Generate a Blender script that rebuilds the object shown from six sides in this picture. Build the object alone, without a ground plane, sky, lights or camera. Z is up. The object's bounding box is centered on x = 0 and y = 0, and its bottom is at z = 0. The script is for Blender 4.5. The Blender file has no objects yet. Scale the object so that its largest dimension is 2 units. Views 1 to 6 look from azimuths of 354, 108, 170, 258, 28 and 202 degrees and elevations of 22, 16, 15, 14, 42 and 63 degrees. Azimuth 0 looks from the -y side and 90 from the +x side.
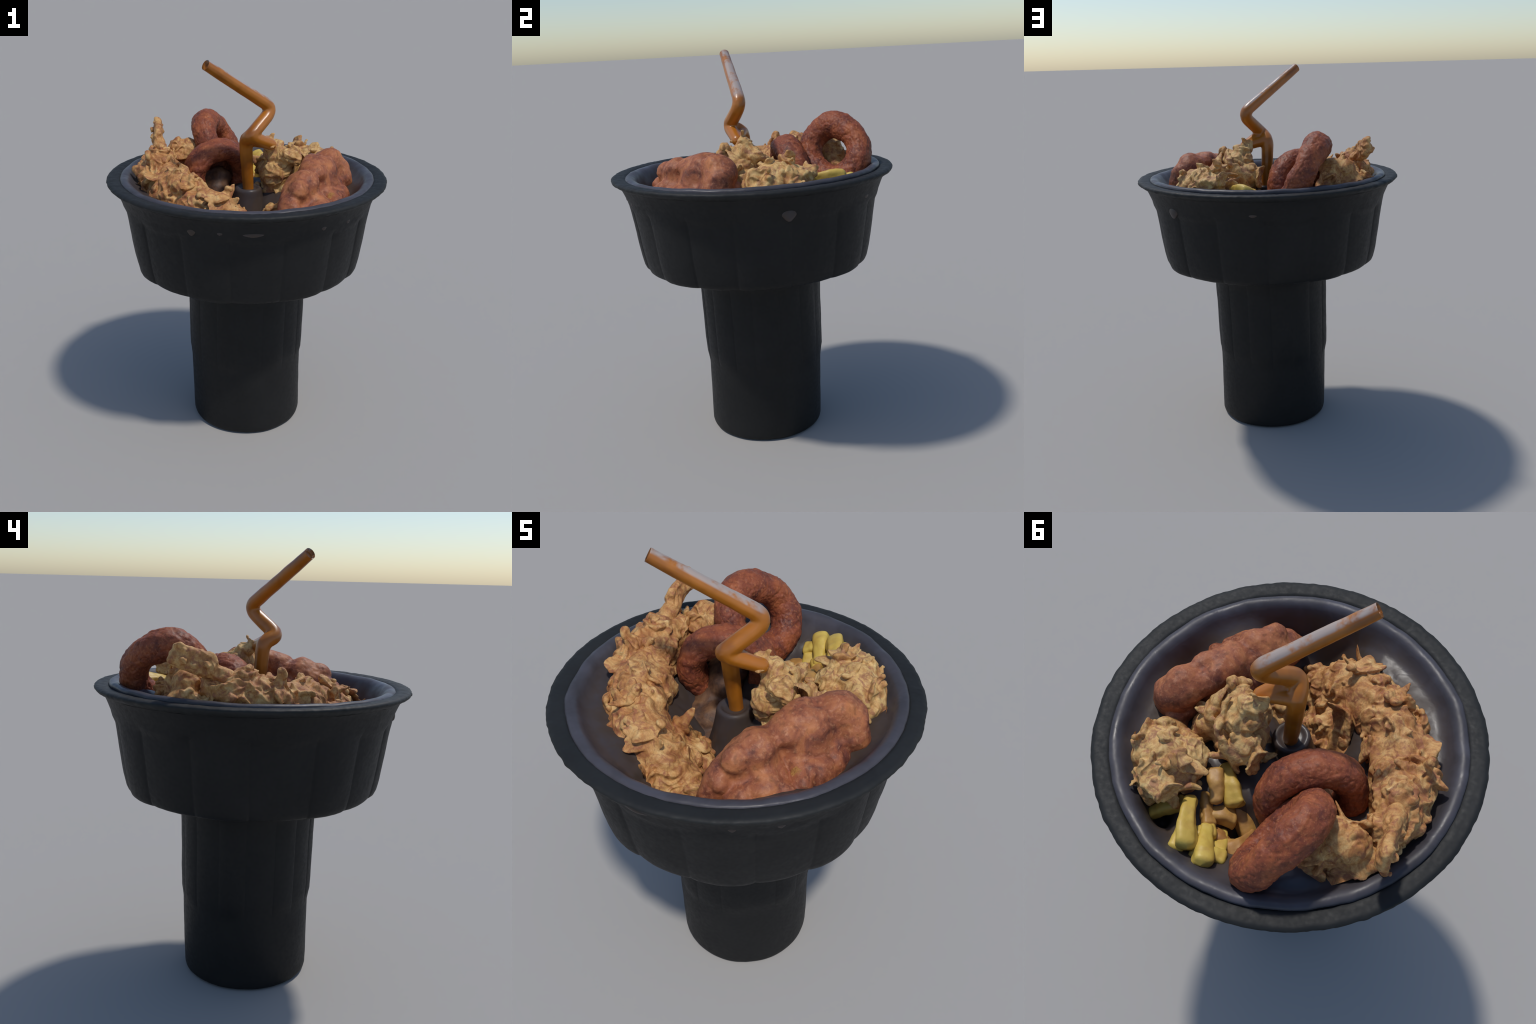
import bpy, bmesh, math
import numpy as np
from mathutils import Vector, Matrix

# ------------------------------------------------------------------ helpers
def lin(r, g, b):
    f = lambda c: (c / 255 / 12.92) if c / 255 <= .04045 else ((c / 255 + .055) / 1.055) ** 2.4
    return (f(r), f(g), f(b), 1)

def smooth(a, b, x):
    t = np.clip((x - a) / (b - a), 0, 1)
    return t * t * (3 - 2 * t)

def _hash(i, j, k, seed):
    h = (i.astype(np.int64) * 73856093) ^ (j.astype(np.int64) * 19349663) ^ (k.astype(np.int64) * 83492791) ^ (seed * 2654435761)
    h = (h ^ (h >> 13)) * 1274126177 & 0xFFFFFFFF
    h = (h ^ (h >> 16)) * 2246822519 & 0xFFFFFFFF
    return (h ^ (h >> 15)) & 0xFFFF

_rg = np.random.default_rng(11)
_G = _rg.normal(size=(256, 3)); _G /= np.linalg.norm(_G, axis=1)[:, None]

def perlin(P, freq, seed=0):
    """gradient noise, about -0.7..0.7"""
    Q = P * freq + seed * 7.31
    I = np.floor(Q).astype(np.int64); F = Q - I
    U = F ** 3 * (F * (F * 6 - 15) + 10)
    out = 0
    for a in (0, 1):
        for b in (0, 1):
            for c in (0, 1):
                g = _G[_hash(I[:, 0] + a, I[:, 1] + b, I[:, 2] + c, seed) & 255]
                d = g[:, 0] * (F[:, 0] - a) + g[:, 1] * (F[:, 1] - b) + g[:, 2] * (F[:, 2] - c)
                w = (U[:, 0] if a else 1 - U[:, 0]) * (U[:, 1] if b else 1 - U[:, 1]) * (U[:, 2] if c else 1 - U[:, 2])
                out = out + w * d
    return out

def pvec(P, freq, seed):
    return np.stack([perlin(P, freq, seed + i) for i in range(3)], -1)

def ridge(P, freq, seed):
    return np.clip(1 - 2.2 * np.abs(perlin(P, freq, seed)), 0, 1)

def get_co(me):
    a = np.empty(len(me.vertices) * 3); me.vertices.foreach_get("co", a); return a.reshape(-1, 3)

def get_no(me):
    a = np.empty(len(me.vertices) * 3); me.vertex_normals.foreach_get("vector", a); return a.reshape(-1, 3)

def set_co(me, P):
    me.vertices.foreach_set("co", np.ascontiguousarray(P, dtype=np.float64).ravel()); me.update()

def shade(me, on=True):
    me.polygons.foreach_set("use_smooth", np.full(len(me.polygons), on)); me.update()

def place(me, name, mat, parent=None, label=None, category=None, origin=None):
    if origin is not None:
        me.transform(Matrix.Translation(-Vector(origin)))
    ob = bpy.data.objects.new(name, me)
    bpy.context.scene.collection.objects.link(ob)
    if origin is not None:
        ob.location = origin
    me.name = name
    me.materials.clear(); me.materials.append(mat)
    if parent: ob.parent = parent
    if label: ob["label"] = label
    if category: ob["category"] = category
    return ob

def grid_mesh(P, closed_u=True, closed_v=False):
    """P[v][u] array of points -> quad mesh"""
    nv, nu = P.shape[:2]
    idx = np.arange(nv * nu).reshape(nv, nu)
    vs = range(nv if closed_v else nv - 1); us = range(nu if closed_u else nu - 1)
    faces = [(idx[v, u], idx[v, (u + 1) % nu], idx[(v + 1) % nv, (u + 1) % nu], idx[(v + 1) % nv, u]) for v in vs for u in us]
    me = bpy.data.meshes.new("grid")
    me.from_pydata(P.reshape(-1, 3).tolist(), [], faces)
    me.validate(); shade(me)
    return me

def catmull(pts, n):
    """spline through the rows of pts (any width), n samples"""
    P = np.array(pts, float); P = np.vstack([2 * P[0] - P[1], P, 2 * P[-1] - P[-2]])
    m = len(P) - 3; out = []
    for s in np.linspace(0, m - 1e-6, n):
        i = int(s); t = s - i; a, b, c, d = P[i:i + 4]
        out.append(.5 * (2 * b + (c - a) * t + (2 * a - 5 * b + 4 * c - d) * t * t + (3 * b - a - 3 * c + d) * t ** 3))
    return np.array(out)

def bm_balls(bm, balls, sub=2):
    for x, y, z, r in balls:
        bmesh.ops.create_icosphere(bm, subdivisions=sub, radius=r, matrix=Matrix.Translation((x, y, z)))

def voxel(bm_or_me, size, relax=0):
    """fuse overlapping closed pieces into one skin"""
    if isinstance(bm_or_me, bmesh.types.BMesh):
        me = bpy.data.meshes.new("v"); bm_or_me.to_mesh(me); bm_or_me.free()
    else: me = bm_or_me
    ob = bpy.data.objects.new("v", me); bpy.context.scene.collection.objects.link(ob)
    m = ob.modifiers.new("r", "REMESH"); m.mode = "VOXEL"; m.voxel_size = size
    if relax:
        s = ob.modifiers.new("s", "SMOOTH"); s.factor = .5; s.iterations = relax
    dg = bpy.context.evaluated_depsgraph_get(); dg.update()
    out = bpy.data.meshes.new_from_object(ob.evaluated_get(dg))
    bpy.data.objects.remove(ob); bpy.data.meshes.remove(me)
    shade(out)
    return out

# ---------------------------------------------------------------- materials
def new_mat(name):
    m = bpy.data.materials.new(name); m.use_nodes = True
    nt = m.node_tree; bs = nt.nodes["Principled BSDF"]
    return m, nt, bs

def tex(nt, kind, scale, detail=3, rough=.55, dist=0, vec=None):
    n = nt.nodes.new("ShaderNodeTex" + kind)
    n.inputs["Scale"].default_value = scale
    if kind == "Noise":
        n.inputs["Detail"].default_value = detail; n.inputs["Roughness"].default_value = rough; n.inputs["Distortion"].default_value = dist
    if vec: nt.links.new(vec, n.inputs["Vector"])
    return n

def ramp(nt, fac, stops):
    r = nt.nodes.new("ShaderNodeValToRGB"); e = r.color_ramp.elements
    while len(e) < len(stops): e.new(.5)
    for el, (p, c) in zip(e, stops): el.position = p; el.color = c
    nt.links.new(fac, r.inputs["Fac"]); return r

def mix(nt, fac, a, b, mode="MIX"):
    n = nt.nodes.new("ShaderNodeMix"); n.data_type = "RGBA"; n.blend_type = mode
    for sock, v in ((n.inputs["Factor"], fac), (n.inputs["A"], a), (n.inputs["B"], b)):
        if sock.name == "A" or sock.name == "B":
            sock = [s for s in n.inputs if s.name == sock.name and s.type == "RGBA"][0]
        else:
            sock = [s for s in n.inputs if s.name == "Factor" and s.type == "VALUE"][0]
        if hasattr(v, "is_linked") or isinstance(v, bpy.types.NodeSocket): nt.links.new(v, sock)
        else: sock.default_value = v
    return [s for s in n.outputs if s.type == "RGBA"][0]

def bump(nt, bs, height, strength, dist):
    b = nt.nodes.new("ShaderNodeBump"); b.inputs["Strength"].default_value = strength; b.inputs["Distance"].default_value = dist
    nt.links.new(height, b.inputs["Height"]); nt.links.new(b.outputs["Normal"], bs.inputs["Normal"])

def coord(nt):
    return nt.nodes.new("ShaderNodeTexCoord").outputs["Object"]

G = lambda v: (v, v, v, 1)
TIP, E1, STRAW_FOOT = (-.211, -.189, 1.9775), (.132, .004, 1.739), (.008, -.02, 1.28)

def mat_plastic(name, a, b, rough):
    m, nt, bs = new_mat(name); co = coord(nt)
    n = tex(nt, "Noise", 5, 4, .6, 0, co)
    c = ramp(nt, n.outputs["Fac"], [(.3, a), (.7, b)])
    nt.links.new(c.outputs["Color"], bs.inputs["Base Color"])
    f = tex(nt, "Noise", 60, 3, .6, 0, co)
    r = ramp(nt, f.outputs["Fac"], [(.3, G(rough - .06)), (.7, G(rough + .08))])
    nt.links.new(r.outputs["Color"], bs.inputs["Roughness"])
    bs.inputs["Specular IOR Level"].default_value = .26
    bump(nt, bs, f.outputs["Fac"], .15, .002)
    return m

def mat_liner():
    m, nt, bs = new_mat("grey_liner_plastic"); co = coord(nt)
    n = tex(nt, "Noise", 6, 4, .6, .6, co)
    c = ramp(nt, n.outputs["Fac"], [(.3, lin(58, 56, 60)), (.55, lin(70, 68, 74)), (.75, lin(78, 77, 85))])
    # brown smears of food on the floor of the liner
    sep = nt.nodes.new("ShaderNodeSeparateXYZ"); nt.links.new(co, sep.inputs[0])
    mr = nt.nodes.new("ShaderNodeMapRange"); mr.inputs[1].default_value = 1.395; mr.inputs[2].default_value = 1.345
    nt.links.new(sep.outputs["Z"], mr.inputs[0])
    n2 = tex(nt, "Noise", 9, 3, .6, .8, co)
    r2 = ramp(nt, n2.outputs["Fac"], [(.3, G(.45)), (.6, G(1))])
    mu = nt.nodes.new("ShaderNodeMath"); mu.operation = "MULTIPLY"
    nt.links.new(mr.outputs[0], mu.inputs[0]); nt.links.new(r2.outputs["Color"], mu.inputs[1])
    col = mix(nt, mu.outputs[0], c.outputs["Color"], lin(68, 57, 50))
    nt.links.new(col, bs.inputs["Base Color"])
    r = ramp(nt, n2.outputs["Fac"], [(.35, G(.34)), (.65, G(.52))])
    nt.links.new(r.outputs["Color"], bs.inputs["Roughness"])
    bs.inputs["Specular IOR Level"].default_value = .3
    w = tex(nt, "Noise", 22, 2, .5, .4, co)
    bump(nt, bs, w.outputs["Fac"], .25, .006)
    return m

def mat_fried(name, dark, mid, light, pale, rose):
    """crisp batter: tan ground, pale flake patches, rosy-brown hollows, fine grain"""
    m, nt, bs = new_mat(name); co = coord(nt)
    n = tex(nt, "Noise", 12, 6, .68, 1.0, co)
    c = ramp(nt, n.outputs["Fac"], [(.32, dark), (.45, mid), (.56, light), (.70, pale)])
    n2 = tex(nt, "Noise", 21, 4, .62, 1.6, co)
    r2 = ramp(nt, n2.outputs["Fac"], [(.50, G(0)), (.62, G(.8))])
    col = mix(nt, r2.outputs["Color"], c.outputs["Color"], rose)
    n3 = tex(nt, "Noise", 120, 4, .7, .3, co)
    r3 = ramp(nt, n3.outputs["Fac"], [(.3, G(.78)), (.55, G(1)), (.75, G(1.0))])
    col = mix(nt, 1.0, col, r3.outputs["Color"], "MULTIPLY")
    nt.links.new(col, bs.inputs["Base Color"])
    bs.inputs["Roughness"].default_value = .62; bs.inputs["Specular IOR Level"].default_value = .3
    bump(nt, bs, n3.outputs["Fac"], .35, .004)
    return m

def mat_batter(name, dark, mid, light, fleck, fl_amt, fscale):
    """smooth brown dough with darker blotches and pale specks"""
    m, nt, bs = new_mat(name); co = coord(nt)
    n = tex(nt, "Noise", 11, 5, .65, .5, co)
    c = ramp(nt, n.outputs["Fac"], [(.33, dark), (.48, mid), (.66, light)])
    v = tex(nt, "Noise", fscale, 3, .6, .2, co)
    rv = ramp(nt, v.outputs["Fac"], [(.54, G(0)), (.7, G(fl_amt))])
    col = mix(nt, rv.outputs["Color"], c.outputs["Color"], fleck)
    d = tex(nt, "Noise", fscale * .6, 2, .5, 0, co)
    rd = ramp(nt, d.outputs["Fac"], [(.3, G(.7)), (.45, G(1))])
    col = mix(nt, 1.0, col, rd.outputs["Color"], "MULTIPLY")
    nt.links.new(col, bs.inputs["Base Color"])
    bs.inputs["Roughness"].default_value = .55; bs.inputs["Specular IOR Level"].default_value = .3
    bump(nt, bs, v.outputs["Fac"], .4, .004)
    return m

def mat_fry(name, a, b, spot):
    m, nt, bs = new_mat(name); co = coord(nt)
    oi = nt.nodes.new("ShaderNodeObjectInfo")
    base = ramp(nt, oi.outputs["Random"], [(0, a), (1, b)])
    n = tex(nt, "Noise", 14, 4, .6, .4, co)
    r2 = ramp(nt, n.outputs["Fac"], [(.3, G(.7)), (.55, G(0))])
    col = mix(nt, r2.outputs["Color"], base.outputs["Color"], spot)
    nt.links.new(col, bs.inputs["Base Color"])
    bs.inputs["Roughness"].default_value = .5
    g = tex(nt, "Noise", 90, 3, .6, 0, co); bump(nt, bs, g.outputs["Fac"], .25, .003)
    return m

def mat_straw():
    m, nt, bs = new_mat("orange_straw_plastic"); co = coord(nt)
    n = tex(nt, "Noise", 7, 3, .5, .3, co)
    c = ramp(nt, n.outputs["Fac"], [(.3, lin(128, 72, 16)), (.5, lin(166, 100, 24)), (.75, lin(180, 106, 32))])
    # pale sky reflection painted into the colour along the long upper arm's top
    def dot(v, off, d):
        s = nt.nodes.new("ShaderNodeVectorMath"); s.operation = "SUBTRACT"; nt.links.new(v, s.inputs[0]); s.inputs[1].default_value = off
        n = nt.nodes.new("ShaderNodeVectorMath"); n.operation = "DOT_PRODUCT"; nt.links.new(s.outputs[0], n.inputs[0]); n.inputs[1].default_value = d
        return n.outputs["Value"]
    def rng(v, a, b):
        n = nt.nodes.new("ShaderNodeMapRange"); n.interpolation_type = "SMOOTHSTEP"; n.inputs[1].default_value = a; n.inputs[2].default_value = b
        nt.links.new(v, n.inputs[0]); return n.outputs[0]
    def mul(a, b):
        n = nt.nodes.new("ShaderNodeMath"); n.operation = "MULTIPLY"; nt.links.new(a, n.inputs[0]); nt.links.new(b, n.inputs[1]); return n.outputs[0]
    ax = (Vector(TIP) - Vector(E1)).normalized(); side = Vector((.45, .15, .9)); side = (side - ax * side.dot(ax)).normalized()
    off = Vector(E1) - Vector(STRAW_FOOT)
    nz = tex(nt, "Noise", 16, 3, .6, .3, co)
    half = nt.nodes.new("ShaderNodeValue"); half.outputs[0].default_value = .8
    painted_glint = mul(half.outputs[0], mul(mul(rng(dot(co, off, side), .017, .0235), rng(dot(co, off, ax), .01, .07)), rng(nz.outputs["Fac"], .3, .55)))
    col = mix(nt, painted_glint, c.outputs["Color"], lin(168, 162, 158))
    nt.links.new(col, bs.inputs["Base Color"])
    bs.inputs["Roughness"].default_value = .36
    bs.inputs["Coat Weight"].default_value = .25; bs.inputs["Coat Roughness"].default_value = .25
    return m

M_BLACK = mat_plastic("black_ribbed_plastic", lin(23, 23, 23), lin(29, 29, 29), .55)
M_RIM = mat_plastic("charcoal_rim_plastic", lin(31, 32, 32), lin(39, 40, 40), .6)
M_LINER = mat_liner()
M_CHICK = mat_fried("crisp_chicken_batter", lin(144, 90, 52), lin(182, 128, 76), lin(204, 158, 100), lin(216, 182, 126), lin(152, 94, 66))
M_NUG = mat_fried("pale_nugget_batter", lin(156, 104, 60), lin(190, 144, 88), lin(210, 172, 112), lin(220, 192, 134), lin(158, 106, 78))
M_RING = mat_batter("onion_ring_batter", lin(94, 50, 42), lin(130, 68, 46), lin(156, 86, 52), lin(184, 118, 76), .5, 95)
M_DOG = mat_batter("corn_dough", lin(98, 54, 44), lin(150, 88, 60), lin(178, 112, 70), lin(200, 144, 104), .4, 70)
def bare_patch(m, at, size, colour):
    """a torn spot in the dough where the paler filling shows"""
    nt = m.node_tree; bs = nt.nodes["Principled BSDF"]; old = bs.inputs["Base Color"].links[0].from_socket
    co = coord(nt); d = nt.nodes.new("ShaderNodeVectorMath"); d.operation = "DISTANCE"; nt.links.new(co, d.inputs[0]); d.inputs[1].default_value = at
    n = tex(nt, "Noise", 28, 3, .6, .5, co)
    a = nt.nodes.new("ShaderNodeMath"); a.operation = "MULTIPLY_ADD"; nt.links.new(n.outputs["Fac"], a.inputs[0]); a.inputs[1].default_value = size * 1.2; nt.links.new(d.outputs["Value"], a.inputs[2])
    r = nt.nodes.new("ShaderNodeMapRange"); r.inputs[1].default_value = size * 1.45; r.inputs[2].default_value = size * 1.3; nt.links.new(a.outputs[0], r.inputs[0])
    w = tex(nt, "Noise", 70, 3, .6, 1.5, co); c = ramp(nt, w.outputs["Fac"], [(.35, lin(132, 88, 46)), (.65, lin(176, 128, 70))])
    nt.links.new(mix(nt, r.outputs[0], old, c.outputs["Color"]), bs.inputs["Base Color"])
bare_patch(M_DOG, Vector((.385, -.300, 1.390)) - Vector((.33, -.26, 1.2)), .042, None)
M_MOUND = mat_batter("brown_batter_smear", lin(66, 48, 40), lin(96, 68, 50), lin(124, 90, 62), lin(140, 108, 76), .2, 50)
M_FRY = mat_fry("yellow_potato_fry", lin(208, 182, 86), lin(200, 168, 76), lin(180, 138, 64))
M_FRY_TAN = mat_fry("browned_potato_fry", lin(192, 150, 80), lin(172, 124, 66), lin(142, 94, 52))
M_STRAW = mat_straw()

# ---------------------------------------------------------------------- cup
TILT = (0, 0)
NU = 720
TH = np.linspace(0, 2 * np.pi, NU, endpoint=False)

def flute(th):
    """sixteen rounded pleats: 0 on their crowns, 1 in the sharp grooves between them"""
    wander = th + .018 * np.sin(3 * th + 1) + .012 * np.sin(7 * th)
    p = np.abs((np.degrees(wander) + 22.5) % 45 - 22.5)
    narrow = 1 - smooth(10.8, 11.7, p)                 # every second pleat is set back a little
    return 1 - np.abs(np.cos(8 * wander)) ** .5 + .55 * narrow * np.abs(np.cos(8 * wander)) ** .5

def lathe(profile, radial, tilt=True, centre=lambda z: (.0005 * float(smooth(1.35, 1.1, z)), .002 * float(smooth(1.35, 1.1, z)))):
    """profile: rows (r, z); radial(th, r, z) gives the true radius"""
    rows = []
    for r, z in profile:
        R = radial(TH, r, z); cx, cy = centre(z)
        x = cx + R * np.cos(TH); y = cy + R * np.sin(TH)
        zz = np.full(NU, z)
        if tilt: zz = zz + (TILT[0] * x + TILT[1] * y) * float(smooth(.93, 1.38, z))
        rows.append(np.stack([x, y, zz], -1))
    return np.array(rows)

def fine(profile, step):
    out = [profile[0]]
    for a, b in zip(profile[:-1], profile[1:]):
        n = max(1, int(math.hypot(b[0] - a[0], b[1] - a[1]) / step))
        out += [(a[0] + (b[0] - a[0]) * i / n, a[1] + (b[1] - a[1]) * i / n) for i in range(1, n + 1)]
    return out

def rough_skin(me, amp, freq, seed):
    P = get_co(me); N = get_no(me)
    set_co(me, P + N * (amp * perlin(P, freq, seed) + .4 * amp * perlin(P, freq * 3.1, seed + 1))[:, None])

cup = bpy.data.objects.new("snack_cup", None); bpy.context.scene.collection.objects.link(cup)
cup["label"] = "black ribbed drink cup with wide snack bowl on top"; cup["category"] = "snack cup"

# column: plain below, ribbed above z = 0.38
def col_centre(z): return (-.003 + .006 * max(0, z - .4) / .5 + .006 * (1 - min(1, z / .4)), .0165 - .006 * (1 - min(1, z / .4)) - .005 * max(0, z - .4) / .5)
col_prof = fine([(.001, .004), (.15, .002), (.280, .0), (.292, .003), (.2985, .010), (.3015, .022), (.3025, .10), (.303, .25), (.304, .36), (.308, .385), (.3155, .425), (.3175, .5), (.3195, .7), (.322, .80), (.323, .825), (.329, .85), (.341, .878), (.358, .903), (.385, .926)], .018)
def col_rad(th, r, z):
    k = smooth(.36, .42, z) * (1 - .6 * smooth(.80, .86, z))
    return r - (.0005 + .0065 * flute(th)) * k
me = grid_mesh(lathe(col_prof, col_rad, False, col_centre))
rough_skin(me, .0022, 9, 3)
P = get_co(me); P[:, 2] -= P[:, 2].min(); set_co(me, P)
place(me, "cup_column", M_BLACK, cup)

# bowl wall with flutes
bowl_prof = fine([(.28, .93), (.45, .928), (.552, .923), (.566, .925), (.577, .934), (.584, .95), (.595, 1.0), (.612, 1.10), (.6275, 1.19), (.640, 1.265), (.646, 1.295), (.655, 1.318), (.664, 1.340), (.672, 1.357), (.680, 1.368)], .012)
def bowl_rad(th, r, z):
    k = (1 - smooth(1.245, 1.285, z + .012 * np.cos(8 * th))) * smooth(.3, .55, r)
    return r + (.007 * float(smooth(1.25, 1.0, z)) - .0150 * flute(th)) * k
me = grid_mesh(lathe(bowl_prof, bowl_rad))
rough_skin(me, .0022, 11, 5)
place(me, "bowl_wall", M_BLACK, cup)

# rim lip with a ragged outer edge
rim_prof = fine([(.678, 1.3675), (.692, 1.374), (.706, 1.382), (.7145, 1.390), (.7165, 1.397), (.712, 1.403), (.700, 1.406), (.67, 1.405), (.650, 1.401), (.640, 1.390), (.632, 1.35), (.60, 1.20), (.56, 1.0), (.02, 1.0)], .007)
def rim_rad(th, r, z):
    c = np.stack([np.cos(th), np.sin(th), np.full_like(th, z * 3)], -1)
    rag = .0035 * perlin(c, 26, 8) + .004 * perlin(c, 9, 9)
    return r + rag * float(smooth(.685, .708, r))
me = grid_mesh(lathe(rim_prof, rim_rad))
rough_skin(me, .0025, 22, 7)
place(me, "bowl_rim", M_RIM, cup)

# liner: rolled lip, sloping wall, floor, and the post that takes the straw
lin_prof = fine([(.645, 1.385), (.650, 1.397), (.648, 1.406), (.640, 1.412), (.626, 1.413), (.612, 1.409), (.602, 1.401), (.594, 1.390), (.584, 1.376), (.570, 1.364), (.550, 1.355), (.52, 1.349), (.49, 1.345), (.40, 1.335), (.2, 1.330), (.001, 1.330)], .010)
def lin_rad(th, r, z):
    c = np.stack([np.cos(th), np.sin(th), np.full_like(th, z)], -1)
    return r + float(smooth(.5, .6, r)) * (.006 * perlin(c, 2.3, 21) + .005 * perlin(c, 6, 22) + .0025 * perlin(c, 14, 23))
me = grid_mesh(lathe(lin_prof, lin_rad))
P = get_co(me); rr = np.hypot(P[:, 0], P[:, 1])
P[:, 2] += (1 - smooth(.45, .58, rr)) * (.018 * perlin(P, 5, 31) + .014 * perlin(P, 13, 32) + .006 * perlin(P, 30, 34))
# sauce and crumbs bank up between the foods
for x, y, h, r in [(-.06, -.14, -.22, .12), (.075, -.26, -.24, .11), (-.14, .06, -.20, .12), (.02, -.47, -.17, .12), (.20, -.53, -.10, .10), (.34, .43, -.15, .055), (.035, .365, -.17, .08), (.47, -.20, -.05, .10), (-.20, .49, .05, .10), (.13, .43, -.05, .11)]:
    P[:, 2] += (1 - smooth(.54, .60, rr)) * h * np.exp(-((P[:, 0] - x) ** 2 + (P[:, 1] - y) ** 2) / r ** 2)
P[:, 2] += .008 * P[:, 1] / .6
P[:, 2] += smooth(.57, .6, rr) * .006 * perlin(P * [1, 1, 0], 9, 33)
set_co(me, P)
place(me, "bowl_liner", M_LINER, cup)

post_prof = [(.20, 1.02), (.14, 1.10), (.115, 1.155), (.098, 1.21), (.083, 1.27), (.076, 1.30), (.071, 1.330), (.067, 1.340), (.058, 1.344), (.05, 1.339), (.04, 1.332), (.001, 1.330)]
rows = []
for r, z in fine(post_prof, .006):
    th = TH[::9]; c = np.stack([np.cos(th), np.sin(th), np.full_like(th, z * 4)], -1)
    R = r * (1 + .05 * perlin(c, 1.7, 41))
    rows.append(np.stack([.004 + R * np.cos(th), -.032 + R * np.sin(th), np.full_like(th, z)], -1))
place(grid_mesh(np.array(rows)), "straw_post", M_LINER, cup)

# spots where the grey liner shows through the bowl wall under the rim
def spot(az, z, w, h, flat):
    bm = bmesh.new(); bmesh.ops.create_icosphere(bm, subdivisions=4, radius=1)
    a = math.radians(az); R = .647 + (z - 1.3) * .17
    for v in bm.verts:
        x, y, zz = v.co
        s = 1 - .45 * max(0, -zz)
        p = Vector((y * w * s, 0, zz * h)); d = x * flat
        ang = a + p.x / R
        v.co = ((R - .004 + d) * math.cos(ang), (R - .004 + d) * math.sin(ang), z + p.z + TILT[0] * R * math.cos(a) + TILT[1] * R * math.sin(a))
    me = bpy.data.meshes.new("spot"); bm.to_mesh(me); bm.free(); shade(me)
    place(me, "liner_bulge", M_LINER, cup)
for s in [(32.3, 1.283, .036, .032, .014), (-117.6, 1.300, .024, .022, .010), (-92.4, 1.302, .060, .014, .009), (-62, 1.302, .018, .015, .008),
          (-105.6, 1.304, .016, .011, .008), (74.2, 1.298, .026, .011, .008), (-47.5, 1.300, .018, .014, .006)]:
    spot(*s)

# -------------------------------------------------------------------- straw
def chain(pts, n):
    return [tuple(p) for p in catmull(pts, n)]

def seg(a, b, ra, rb):
    a, b = np.array(a), np.array(b); n = int(np.linalg.norm(b - a) / .006) + 1
    return [(*(a + (b - a) * t), ra + (rb - ra) * t) for t in np.linspace(0, 1, n)]

E2, HUB, BASE, BR = (.006, -.108, 1.622), (-.012, -.040, 1.590), (.008, -.020, 1.28), (.120, -.028, 1.562)

def rounded(pts, radii, reach):
    """tube path through pts with every inner corner rounded off"""
    p = [np.array((*a, r), float) for a, r in zip(pts, radii)]; out = [p[0]]
    for a, b, c in zip(p[:-2], p[1:-1], p[2:]):
        l = min(reach, .45 * np.linalg.norm((a - b)[:3]), .45 * np.linalg.norm((c - b)[:3]))
        s = b + (a - b) / np.linalg.norm((a - b)[:3]) * l; e = b + (c - b) / np.linalg.norm((c - b)[:3]) * l
        out += [(1 - t) ** 2 * s + 2 * t * (1 - t) * b + t * t * e for t in np.linspace(0, 1, 8)]
    out.append(p[-1]); res = []
    for a, b in zip(out[:-1], out[1:]):
        res += seg(a[:3], b[:3], a[3], b[3])
    return res

ext = tuple(np.array(TIP) + .06 * (np.array(TIP) - np.array(E1)) / np.linalg.norm(np.array(TIP) - np.array(E1)))
bm = bmesh.new()
bm_balls(bm, rounded([ext, E1, E2, HUB, BASE], [.0255, .034, .036, .036, .0285], .065), 2)
MID = tuple((np.array(E1) + np.array(E2)) / 2)
bm_balls(bm, rounded([MID, E2, BR], [.034, .035, .030], .07), 2)
bm_balls(bm, seg(HUB, BR, .028, .026), 2)
me = voxel(bm, .0045, 6)
bm = bmesh.new(); bm.from_mesh(me)
d = (Vector(TIP) - Vector(E1)).normalized()
r = bmesh.ops.bisect_plane(bm, geom=bm.verts[:] + bm.edges[:] + bm.faces[:], plane_co=TIP, plane_no=d, clear_outer=True)
edges = [e for e in r["geom_cut"] if isinstance(e, bmesh.types.BMEdge)]
f = bmesh.ops.holes_fill(bm, edges=[e for e in bm.edges if e.is_boundary])["faces"]
bmesh.ops.inset_region(bm, faces=f, thickness=.007)
bmesh.ops.translate(bm, verts=list({v for x in f for v in x.verts}), vec=-d * .014)
bm.to_mesh(me); bm.free(); shade(me)
for p in me.polygons:
    if abs(p.normal.dot(d)) > .9 and (p.center - Vector(TIP)).length < .04: p.use_smooth = False
P = get_co(me); N = get_no(me)
set_co(me, P + N * (.0018 * perlin(P, 16, 51))[:, None])
place(me, "drinking_straw", M_STRAW, None, "bent orange plastic straw with a kinked side branch", "drinking straw", STRAW_FOOT)

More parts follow.
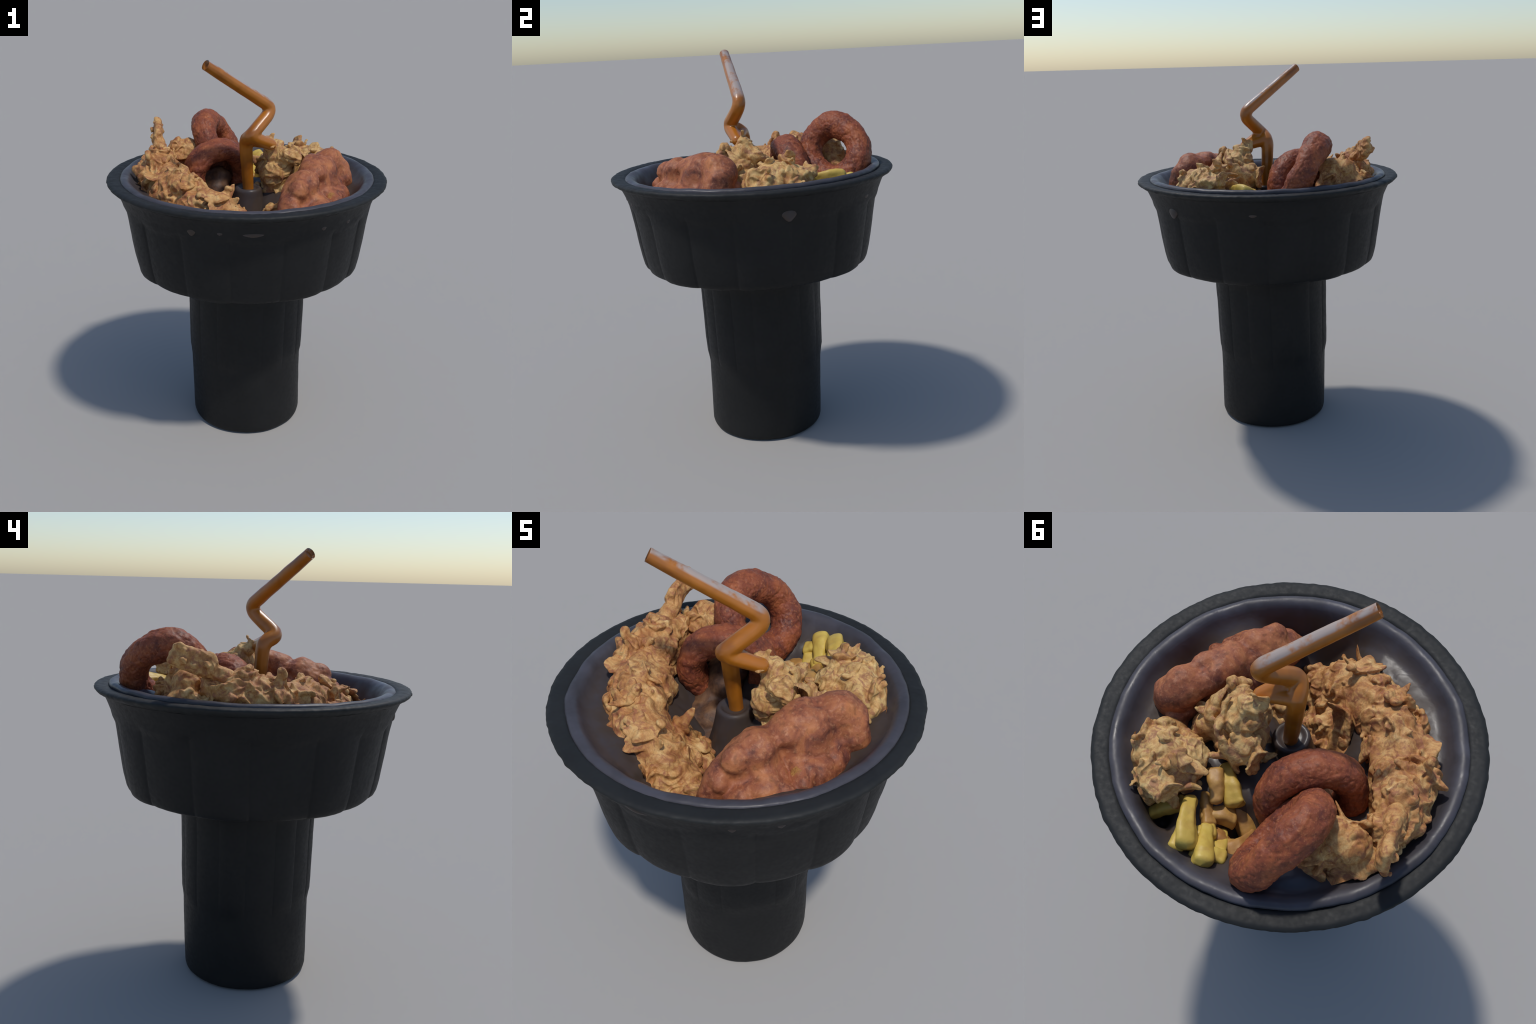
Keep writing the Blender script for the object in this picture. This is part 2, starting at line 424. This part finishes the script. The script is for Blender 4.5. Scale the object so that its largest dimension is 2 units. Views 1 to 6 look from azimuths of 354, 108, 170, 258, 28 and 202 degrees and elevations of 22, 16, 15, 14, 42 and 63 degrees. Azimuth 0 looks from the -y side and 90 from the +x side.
# -------------------------------------------------------------- onion rings
def ring(name, c, n, R, ra, rb, oval, oval_at, seed):
    n = np.array(n, float); n /= np.linalg.norm(n)
    h = np.cross([0, 0, 1], n); h /= np.linalg.norm(h); k = np.cross(n, h)
    nu, nv = 260, 130
    a = np.linspace(0, 2 * np.pi, nu, endpoint=False); b = np.linspace(0, 2 * np.pi, nv, endpoint=False)
    A, Bv = np.meshgrid(a, b)
    d = np.cos(A)[..., None] * h + np.sin(A)[..., None] * k
    wob = 1 + .05 * np.sin(A * 2 + seed) + .04 * np.sin(3 * A + 2 * seed)
    sq = lambda v: np.sign(v) * np.abs(v) ** .85
    Rr = (R * (1 + oval * np.cos(2 * (A - oval_at))))[..., None]
    P = np.array(c) + Rr * d + (ra * wob * np.cos(Bv))[..., None] * d + (rb * wob * sq(np.sin(Bv)))[..., None] * n
    me = grid_mesh(P, True, True)
    if me.polygons[0].normal.dot(Vector(P[0, 0] - (np.array(c) + Rr[0, 0] * d[0, 0]))) < 0:
        me.flip_normals()
    Q = get_co(me); N = get_no(me)
    disp = .009 * perlin(Q, 13, seed) + .005 * perlin(Q, 32, seed + 1) + .0028 * perlin(Q, 85, seed + 2) + .0014 * perlin(Q, 190, seed + 3) - .003 * ridge(Q, 24, seed + 4) ** 4
    set_co(me, Q + N * disp[:, None])
    return place(me, name, M_RING, None, "thick reddish brown fried onion ring", "onion ring", c)
ring("onion_ring", (-.131, .408, 1.466), (.85, -.29, .42), .140, .066, .067, -.10, .898, 61)
ring("onion_ring", (-.150, .177, 1.347), (.46, -.86, -.21), .151, .057, .075, .03, -1.1, 71)

bm = bmesh.new()
bm_balls(bm, [(-.205, .115, 1.170, .100), (-.150, .165, 1.270, .075), (-.130, .190, 1.330, .062), (-.180, .200, 1.300, .075), (-.155, .06, 1.150, .095), (-.24, .17, 1.22, .08), (-.11, .12, 1.16, .09), (-.13, .0, 1.09, .09), (-.22, .05, 1.15, .09), (-.27, .04, 1.14, .09), (-.28, -.02, 1.11, .09), (-.20, -.04, 1.09, .09), (-.30, .10, 1.18, .08)], 3)
me = voxel(bm, .007, 10)
P = get_co(me); N = get_no(me)
set_co(me, P + N * (.012 * perlin(P, 14, 91) + .004 * perlin(P, 40, 92))[:, None])
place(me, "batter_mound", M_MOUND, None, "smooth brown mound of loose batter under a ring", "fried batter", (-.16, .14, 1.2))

# ------------------------------------------------------------------ corn dog
dog = [(.140, -.470, 1.250, .038), (.154, -.440, 1.300, .044), (.182, -.392, 1.352, .060), (.230, -.320, 1.398, .084), (.285, -.235, 1.420, .090), (.340, -.142, 1.436, .090), (.390, -.068, 1.452, .085), (.430, -.020, 1.464, .080), (.470, .006, 1.440, .066)]
bm = bmesh.new()
bm_balls(bm, chain(dog, 60), 3)
for k in (.3, .6, 1):
    bm_balls(bm, [(x + .010 * k, y - .010 * k, z - .085 * k, r * (1 + .03 * k)) for x, y, z, r in chain(dog[1:], 30)], 3)
bm_balls(bm, [(.215, -.375, 1.415, .062), (.25, -.285, 1.43, .066), (.285, -.225, 1.450, .050), (.335, -.175, 1.455, .050), (.400, -.03, 1.478, .046), (.440, -.02, 1.480, .046), (.40, .0, 1.36, .06), (.43, .055, 1.36, .042), (.41, .075, 1.33, .04), (.185, -.43, 1.35, .04), (.300, -.335, 1.30, .105), (.250, -.400, 1.275, .085), (.355, -.270, 1.32, .085), (.385, -.225, 1.31, .08), (.375, -.300, 1.30, .085), (.335, -.350, 1.285, .085), (.425, -.190, 1.30, .078), (.455, -.110, 1.31, .07), (.23, -.21, 1.36, .07), (.27, -.13, 1.36, .07), (.33, -.06, 1.36, .07)], 3)
me = voxel(bm, .0055, 6)
P = get_co(me); N = get_no(me)
disp = .030 * perlin(P, 7.5, 85) + .008 * perlin(P, 14, 82) + .004 * perlin(P, 40, 83) + .0012 * perlin(P, 120, 84)
for c, r, dep in [((.385, -.300, 1.425), .045, .040), ((.30, -.31, 1.40), .028, .020), ((.37, -.10, 1.53), .03, .018), ((.45, -.12, 1.41), .035, .022), ((.20, -.33, 1.42), .025, .016), ((.215, -.42, 1.36), .03, .022)]:
    disp -= dep * np.exp(-((P - np.array(c)) ** 2).sum(1) / r ** 2)
run = Vector((.55, .82, .12)).normalized()
for c, wid, dep in [((.280, -.245, 1.42), .030, .022), ((.400, -.055, 1.44), .028, .010)]:      # pinched creases across the dough
    t = (P - np.array(c)) @ np.array(run) + .030 * perlin(P, 9, 86)
    disp -= dep * np.exp(-(t / wid) ** 2)
set_co(me, P + N * disp[:, None])
place(me, "corn_dog", M_DOG, None, "lumpy smooth brown battered corn dog", "corn dog", (.33, -.26, 1.2))

# ------------------------------------------------------------ fried chicken
def flakes(bm, me, count, seed, rmin, rmax):
    """curled leaves of batter that lie on the skin of me and lift at one edge"""
    rg = np.random.default_rng(seed)
    P = get_co(me); N = get_no(me)
    ok = np.where((P[:, 2] > 1.15) & (N[:, 2] > -.3))[0]
    for i in rg.choice(ok, count):
        n = Vector(N[i]); t = Vector(rg.normal(size=3)); t = (t - n * t.dot(n)).normalized()
        tilt = rg.choice([rg.uniform(.05, .35), rg.uniform(.2, .6)])
        ax = (n * math.cos(tilt) + t * math.sin(tilt)).normalized()      # the leaf's own normal
        u = (n - ax * n.dot(ax)).normalized() if abs(n.dot(ax)) < .999 else t
        w = ax.cross(u)
        R = rg.uniform(rmin, rmax); asp = rg.uniform(1.0, 2.1); curl = rg.uniform(.3, .9) / R * rg.choice([-1, 1]); th = rg.uniform(.011, .016)
        c = Vector(P[i]) + n * rg.uniform(-.008, .006)
        res = bmesh.ops.create_icosphere(bm, subdivisions=3, radius=1)
        ph = rg.uniform(0, 6.3)
        for v in res["verts"]:
            x, y, z = v.co
            ang = math.atan2(y, x); k = 1 + .16 * math.sin(3 * ang + ph) + .1 * math.sin(5 * ang + 2 * ph)
            X, Y = x * R * k, y * R * asp * k
            v.co = c + u * X + w * Y + ax * (z * th + curl * (.5 * X * X + .3 * Y * Y) + .2 * R * math.sin(Y / R * 2.2 + ph))

def blunt(me, rounds, limit):
    """round off needle points: only vertices that stick far out of their neighbours are drawn back"""
    e = np.empty(len(me.edges) * 2, dtype=np.int64); me.edges.foreach_get("vertices", e); e = e.reshape(-1, 2)
    P = get_co(me); deg = np.bincount(e.ravel(), minlength=len(P))[:, None]
    for _ in range(rounds):
        S = np.stack([np.bincount(e[:, 0], P[e[:, 1], i], len(P)) + np.bincount(e[:, 1], P[e[:, 0], i], len(P)) for i in range(3)], -1)
        L = S / np.maximum(deg, 1) - P; d = np.linalg.norm(L, axis=1)
        P = P + L * smooth(limit, limit * 2, d)[:, None] * .6
    set_co(me, P)

def drop_loose(me):
    """keep the largest connected piece, so that no crumb floats"""
    n = len(me.vertices); e = np.empty(len(me.edges) * 2, dtype=np.int64); me.edges.foreach_get("vertices", e); e = e.reshape(-1, 2)
    lab = np.arange(n)
    while True:
        m = np.minimum(lab[e[:, 0]], lab[e[:, 1]]); new = lab.copy()
        np.minimum.at(new, e[:, 0], m); np.minimum.at(new, e[:, 1], m); new = new[new]
        if (new == lab).all(): break
        lab = new
    big = np.bincount(lab).argmax(); bad = np.where(lab != big)[0]
    if len(bad):
        b = bmesh.new(); b.from_mesh(me); b.verts.ensure_lookup_table()
        bmesh.ops.delete(b, geom=[b.verts[i] for i in bad], context="VERTS"); b.to_mesh(me); b.free(); shade(me)

def folds(P, freq, turns, seed):
    """winding wrinkles: bright lines along the level curves of a smooth field"""
    n = perlin(P, freq, seed)
    c = .5 + .5 * np.cos(2 * np.pi * turns * n)
    return .6 * c + .4 * c ** 2.5

def fried(name, balls, count, seed, mat, label, category, origin, rmin=.024, rmax=.05, crust=1.0, vox=.0034, lumps=1.0):
    bm = bmesh.new(); bm_balls(bm, balls, 3)
    core = voxel(bm, .009, 3)
    P = get_co(core); N = get_no(core)
    set_co(core, P + N * (lumps * (.026 * perlin(P, 8, seed) + .014 * perlin(P, 18, seed + 1)))[:, None])
    bm = bmesh.new(); bm.from_mesh(core)
    flakes(bm, core, count, seed, rmin, rmax)
    bpy.data.meshes.remove(core)
    me = voxel(bm, vox, 11)
    drop_loose(me); blunt(me, 40, .0005)
    P = get_co(me); N = get_no(me)
    w = P + .016 * pvec(P, 13, seed + 5)
    calm = .2 + .8 * smooth(-.12, .22, perlin(P, 8, seed + 7))          # some stretches are smoother
    disp = crust * calm * (.0150 * (folds(w, 9.5, 2.3, seed + 10) - .35) + .0075 * (folds(w, 24, 2.0, seed + 11) - .35)) + .0012 * perlin(P, 90, seed + 12)
    set_co(me, P + N * disp[:, None] + crust * .005 * pvec(P, 18, seed + 14))
    blunt(me, 14, .0008)
    rr = np.hypot(*get_co(me)[:, :2].T)
    Q = get_co(me); lim = .585 + .1 * np.maximum(0, Q[:, 2] - 1.40)      # nothing pushes through the bowl wall
    lim = np.where(Q[:, 2] < 1.40, .525 + .05 * smooth(1.25, 1.40, Q[:, 2]), lim)
    k = np.where((rr > lim) & (Q[:, 2] < 1.41), lim / rr, 1); Q[:, 0] *= k; Q[:, 1] *= k; set_co(me, Q)
    return place(me, name, mat, None, label, category, origin)

# long strip curving round the left side
strip = [(.010, -.392, 1.200, .066), (-.055, -.382, 1.240, .080), (-.115, -.362, 1.270, .092), (-.178, -.330, 1.290, .099), (-.245, -.284, 1.316, .104), (-.315, -.202, 1.337, .105), (-.380, -.110, 1.350, .108),
         (-.425, -.010, 1.350, .110), (-.452, .085, 1.395, .106), (-.458, .165, 1.420, .090), (-.450, .215, 1.43, .066)]
balls = chain(strip, 80) + [(x * 1.02, y * 1.02, z - .07, r * 1.02) for x, y, z, r in chain(strip[2:], 36)]
balls += [(x * 1.10, y * 1.10, z - .035, r * .95) for x, y, z, r in chain(strip[1:7], 30)]      # outer flank slumps towards the wall
balls += [(-.010, -.335, 1.155, .060), (-.035, -.275, 1.130, .066), (-.045, -.21, 1.115, .064), (-.085, -.300, 1.195, .076), (-.11, -.22, 1.175, .080), (-.175, -.26, 1.250, .088), (-.175, -.18, 1.195, .080), (-.10, -.15, 1.125, .066), (-.335, -.16, 1.42, .04), (-.25, -.25, 1.38, .05)]
fried("chicken_strip", balls, 80, 101, M_CHICK, "long craggy golden fried chicken strip", "fried chicken", (-.33, -.2, 1.2), crust=1.1)

# upturned tail end standing above the strip: a thin blade that fans out
tail = [(-.450, .170, 1.450, .050), (-.455, .215, 1.500, .038), (-.460, .265, 1.535, .027), (-.460, .320, 1.560, .025), (-.461, .370, 1.578, .024), (-.462, .405, 1.585, .020)]
fan = chain(tail, 30)
balls = fan + [(x, y - .012 * k, z + .026 * k, r * .9) for k in (-1, 1) for x, y, z, r in fan[12:]] + [(-.458, .345, 1.605, .016), (-.462, .365, 1.610, .016), (-.456, .31, 1.598, .014)]
fried("chicken_tail", balls, 7, 131, M_CHICK, "upturned ragged end of a fried chicken strip", "fried chicken", (-.45, .25, 1.4), .010, .018, .8, .003, .6)

# broad piece behind the rings
balls = [(-.350, .330, 1.448, .066), (-.300, .325, 1.445, .066), (-.265, .385, 1.40, .06), (-.350, .340, 1.370, .080), (-.270, .400, 1.330, .080), (-.400, .360, 1.370, .075), (-.340, .430, 1.310, .080), (-.420, .280, 1.33, .09), (-.26, .44, 1.25, .06),
         (-.35, .36, 1.29, .12), (-.40, .39, 1.29, .075), (-.25, .30, 1.30, .06), (-.215, .455, 1.315, .05), (-.43, .40, 1.36, .04), (-.435, .425, 1.39, .022)]
fried("chicken_piece", balls, 34, 153, M_CHICK, "broad crumpled piece of golden fried chicken", "fried chicken", (-.34, .36, 1.2), .022, .045)

# popcorn chicken
balls = [(.165, .035, 1.470, .076), (.180, .050, 1.37, .095), (.150, .020, 1.540, .045), (.200, -.010, 1.49, .050), (.16, .05, 1.28, .085), (.130, .04, 1.40, .070), (.145, .115, 1.40, .070), (.150, -.02, 1.41, .070), (.19, .01, 1.30, .085),
         (.218, -.055, 1.505, .026), (.235, -.072, 1.52, .018), (.118, .0, 1.555, .03), (.265, .070, 1.42, .045), (.300, .060, 1.41, .045), (.285, .045, 1.465, .025), (.31, .05, 1.36, .06), (.25, .04, 1.36, .06)]
fried("chicken_nugget", balls, 24, 171, M_NUG, "knobbly pale fried popcorn chicken nugget", "fried chicken", (.17, .03, 1.2), .02, .042, .85)
balls = [(.370, .245, 1.395, .094), (.420, .200, 1.405, .072), (.310, .215, 1.390, .075), (.385, .305, 1.350, .082), (.440, .250, 1.38, .072), (.37, .25, 1.27, .11), (.330, .150, 1.38, .05), (.42, .20, 1.28, .09), (.350, .330, 1.400, .072), (.40, .35, 1.34, .07), (.315, .270, 1.415, .065), (.410, .125, 1.37, .055), (.46, .20, 1.37, .065),
         (.475, .24, 1.42, .035), (.505, .245, 1.44, .018)]
fried("chicken_nugget", balls, 30, 191, M_NUG, "knobbly pale fried popcorn chicken nugget", "fried chicken", (.37, .24, 1.2), .022, .046, .85)
# crumb at the foot of the post
balls = [(.14, -.17, 1.22, .05), (.11, -.14, 1.20, .04), (.17, -.13, 1.22, .05)]
fried("chicken_crumb", balls, 20, 211, M_NUG, "small broken crumb of fried chicken batter", "fried chicken", (.14, -.15, 1.18), .01, .02)

# --------------------------------------------------------------------- fries
def fry(a, b, w, h, roll, bend, taper, seed, mat):
    """hand-cut wedge: squarish section, one end broader, bowed along its length"""
    a, b = Vector(a), Vector(b); d = (b - a); L = d.length; d.normalize()
    s = d.cross(Vector((0, 0, 1))).normalized(); u = s.cross(d)
    s, u = s * math.cos(roll) + u * math.sin(roll), u * math.cos(roll) - s * math.sin(roll)
    n, k = 40, 32; rows = []
    ang = np.linspace(0, 2 * np.pi, k, endpoint=False)
    q = (np.abs(np.cos(ang)) ** 4 + np.abs(np.sin(ang)) ** 4) ** (-1 / 4) * (1 - .25 * smooth(.2, 1, np.sin(ang + seed)))
    for t in np.linspace(0, 1, n):
        e = math.sqrt(max(0, 1 - (max(0, abs(2 * t - 1) - .80) / .2) ** 2)) * .95 + .05
        g = 1 + taper * (t - .5)
        c = a + d * (L * t) + u * (bend * math.sin(math.pi * t)) + s * (bend * .6 * math.sin(math.pi * t + seed))
        rows.append([c + s * (w * g * e * qq * math.cos(x)) + u * (h * g * e * qq * math.sin(x)) for x, qq in zip(ang, q)])
    rows[0] = [sum(rows[0], Vector()) / k] * k; rows[-1] = [sum(rows[-1], Vector()) / k] * k
    P = np.array([[tuple(v) for v in r] for r in rows])
    me = grid_mesh(P)
    if me.polygons[k * 20].normal.dot(me.polygons[k * 20].center - (a + b) / 2) < 0: me.flip_normals()
    Q = get_co(me); N = get_no(me)
    set_co(me, Q + N * (.014 * perlin(Q, 13, seed) + .004 * perlin(Q, 40, seed + 1))[:, None])
    place(me, "french_fry", mat, None, "chunky pale yellow potato fry", "french fry", tuple((a + b) / 2))
for f in [((.245, .335, 1.370), (.163, .524, 1.392), .032, .027, .2, .012, .5, 301),
          ((.185, .150, 1.335), (.090, .300, 1.310), .034, .030, -.2, .012, .4, 302),
          ((.165, .400, 1.320), (.103, .562, 1.375), .034, .028, .5, .0, .4, 303),
          ((-.005, .335, 1.215), (.070, .470, 1.260), .036, .032, .2, .014, .5, 304),
          ((.205, .375, 1.305), (.085, .325, 1.255), .034, .030, .3, .012, .3, 305),
          ((.375, .435, 1.285), (.255, .340, 1.335), .026, .023, .1, .01, .4, 306),
          ((.170, .420, 1.290), (.035, .420, 1.215), .034, .030, .6, .012, -.3, 307),
          ((.155, .320, 1.335), (.210, .200, 1.365), .027, .026, .1, .01, .3, 308),
          ((.13, .25, 1.270), (.01, .37, 1.190), .034, .030, .3, .01, .2, 309),
          ((.225, .41, 1.325), (.215, .545, 1.355), .026, .023, .3, .008, .3, 311),
          ((.225, .280, 1.310), (.140, .395, 1.300), .027, .024, .4, .010, .3, 313),
          ((.205, .460, 1.335), (.125, .405, 1.300), .026, .023, .2, .010, .3, 314),
          ((.100, .455, 1.275), (.000, .400, 1.235), .028, .024, .5, .012, -.2, 315),
          ((.165, .515, 1.350), (.045, .505, 1.310), .027, .024, .3, .010, .4, 316),
          ((.13, .38, 1.230), (.06, .535, 1.320), .034, .028, .1, .008, .3, 312)]:
    fry(*f, M_FRY_TAN if f[-1] in (304, 305, 307, 308, 309, 313, 315) else M_FRY)
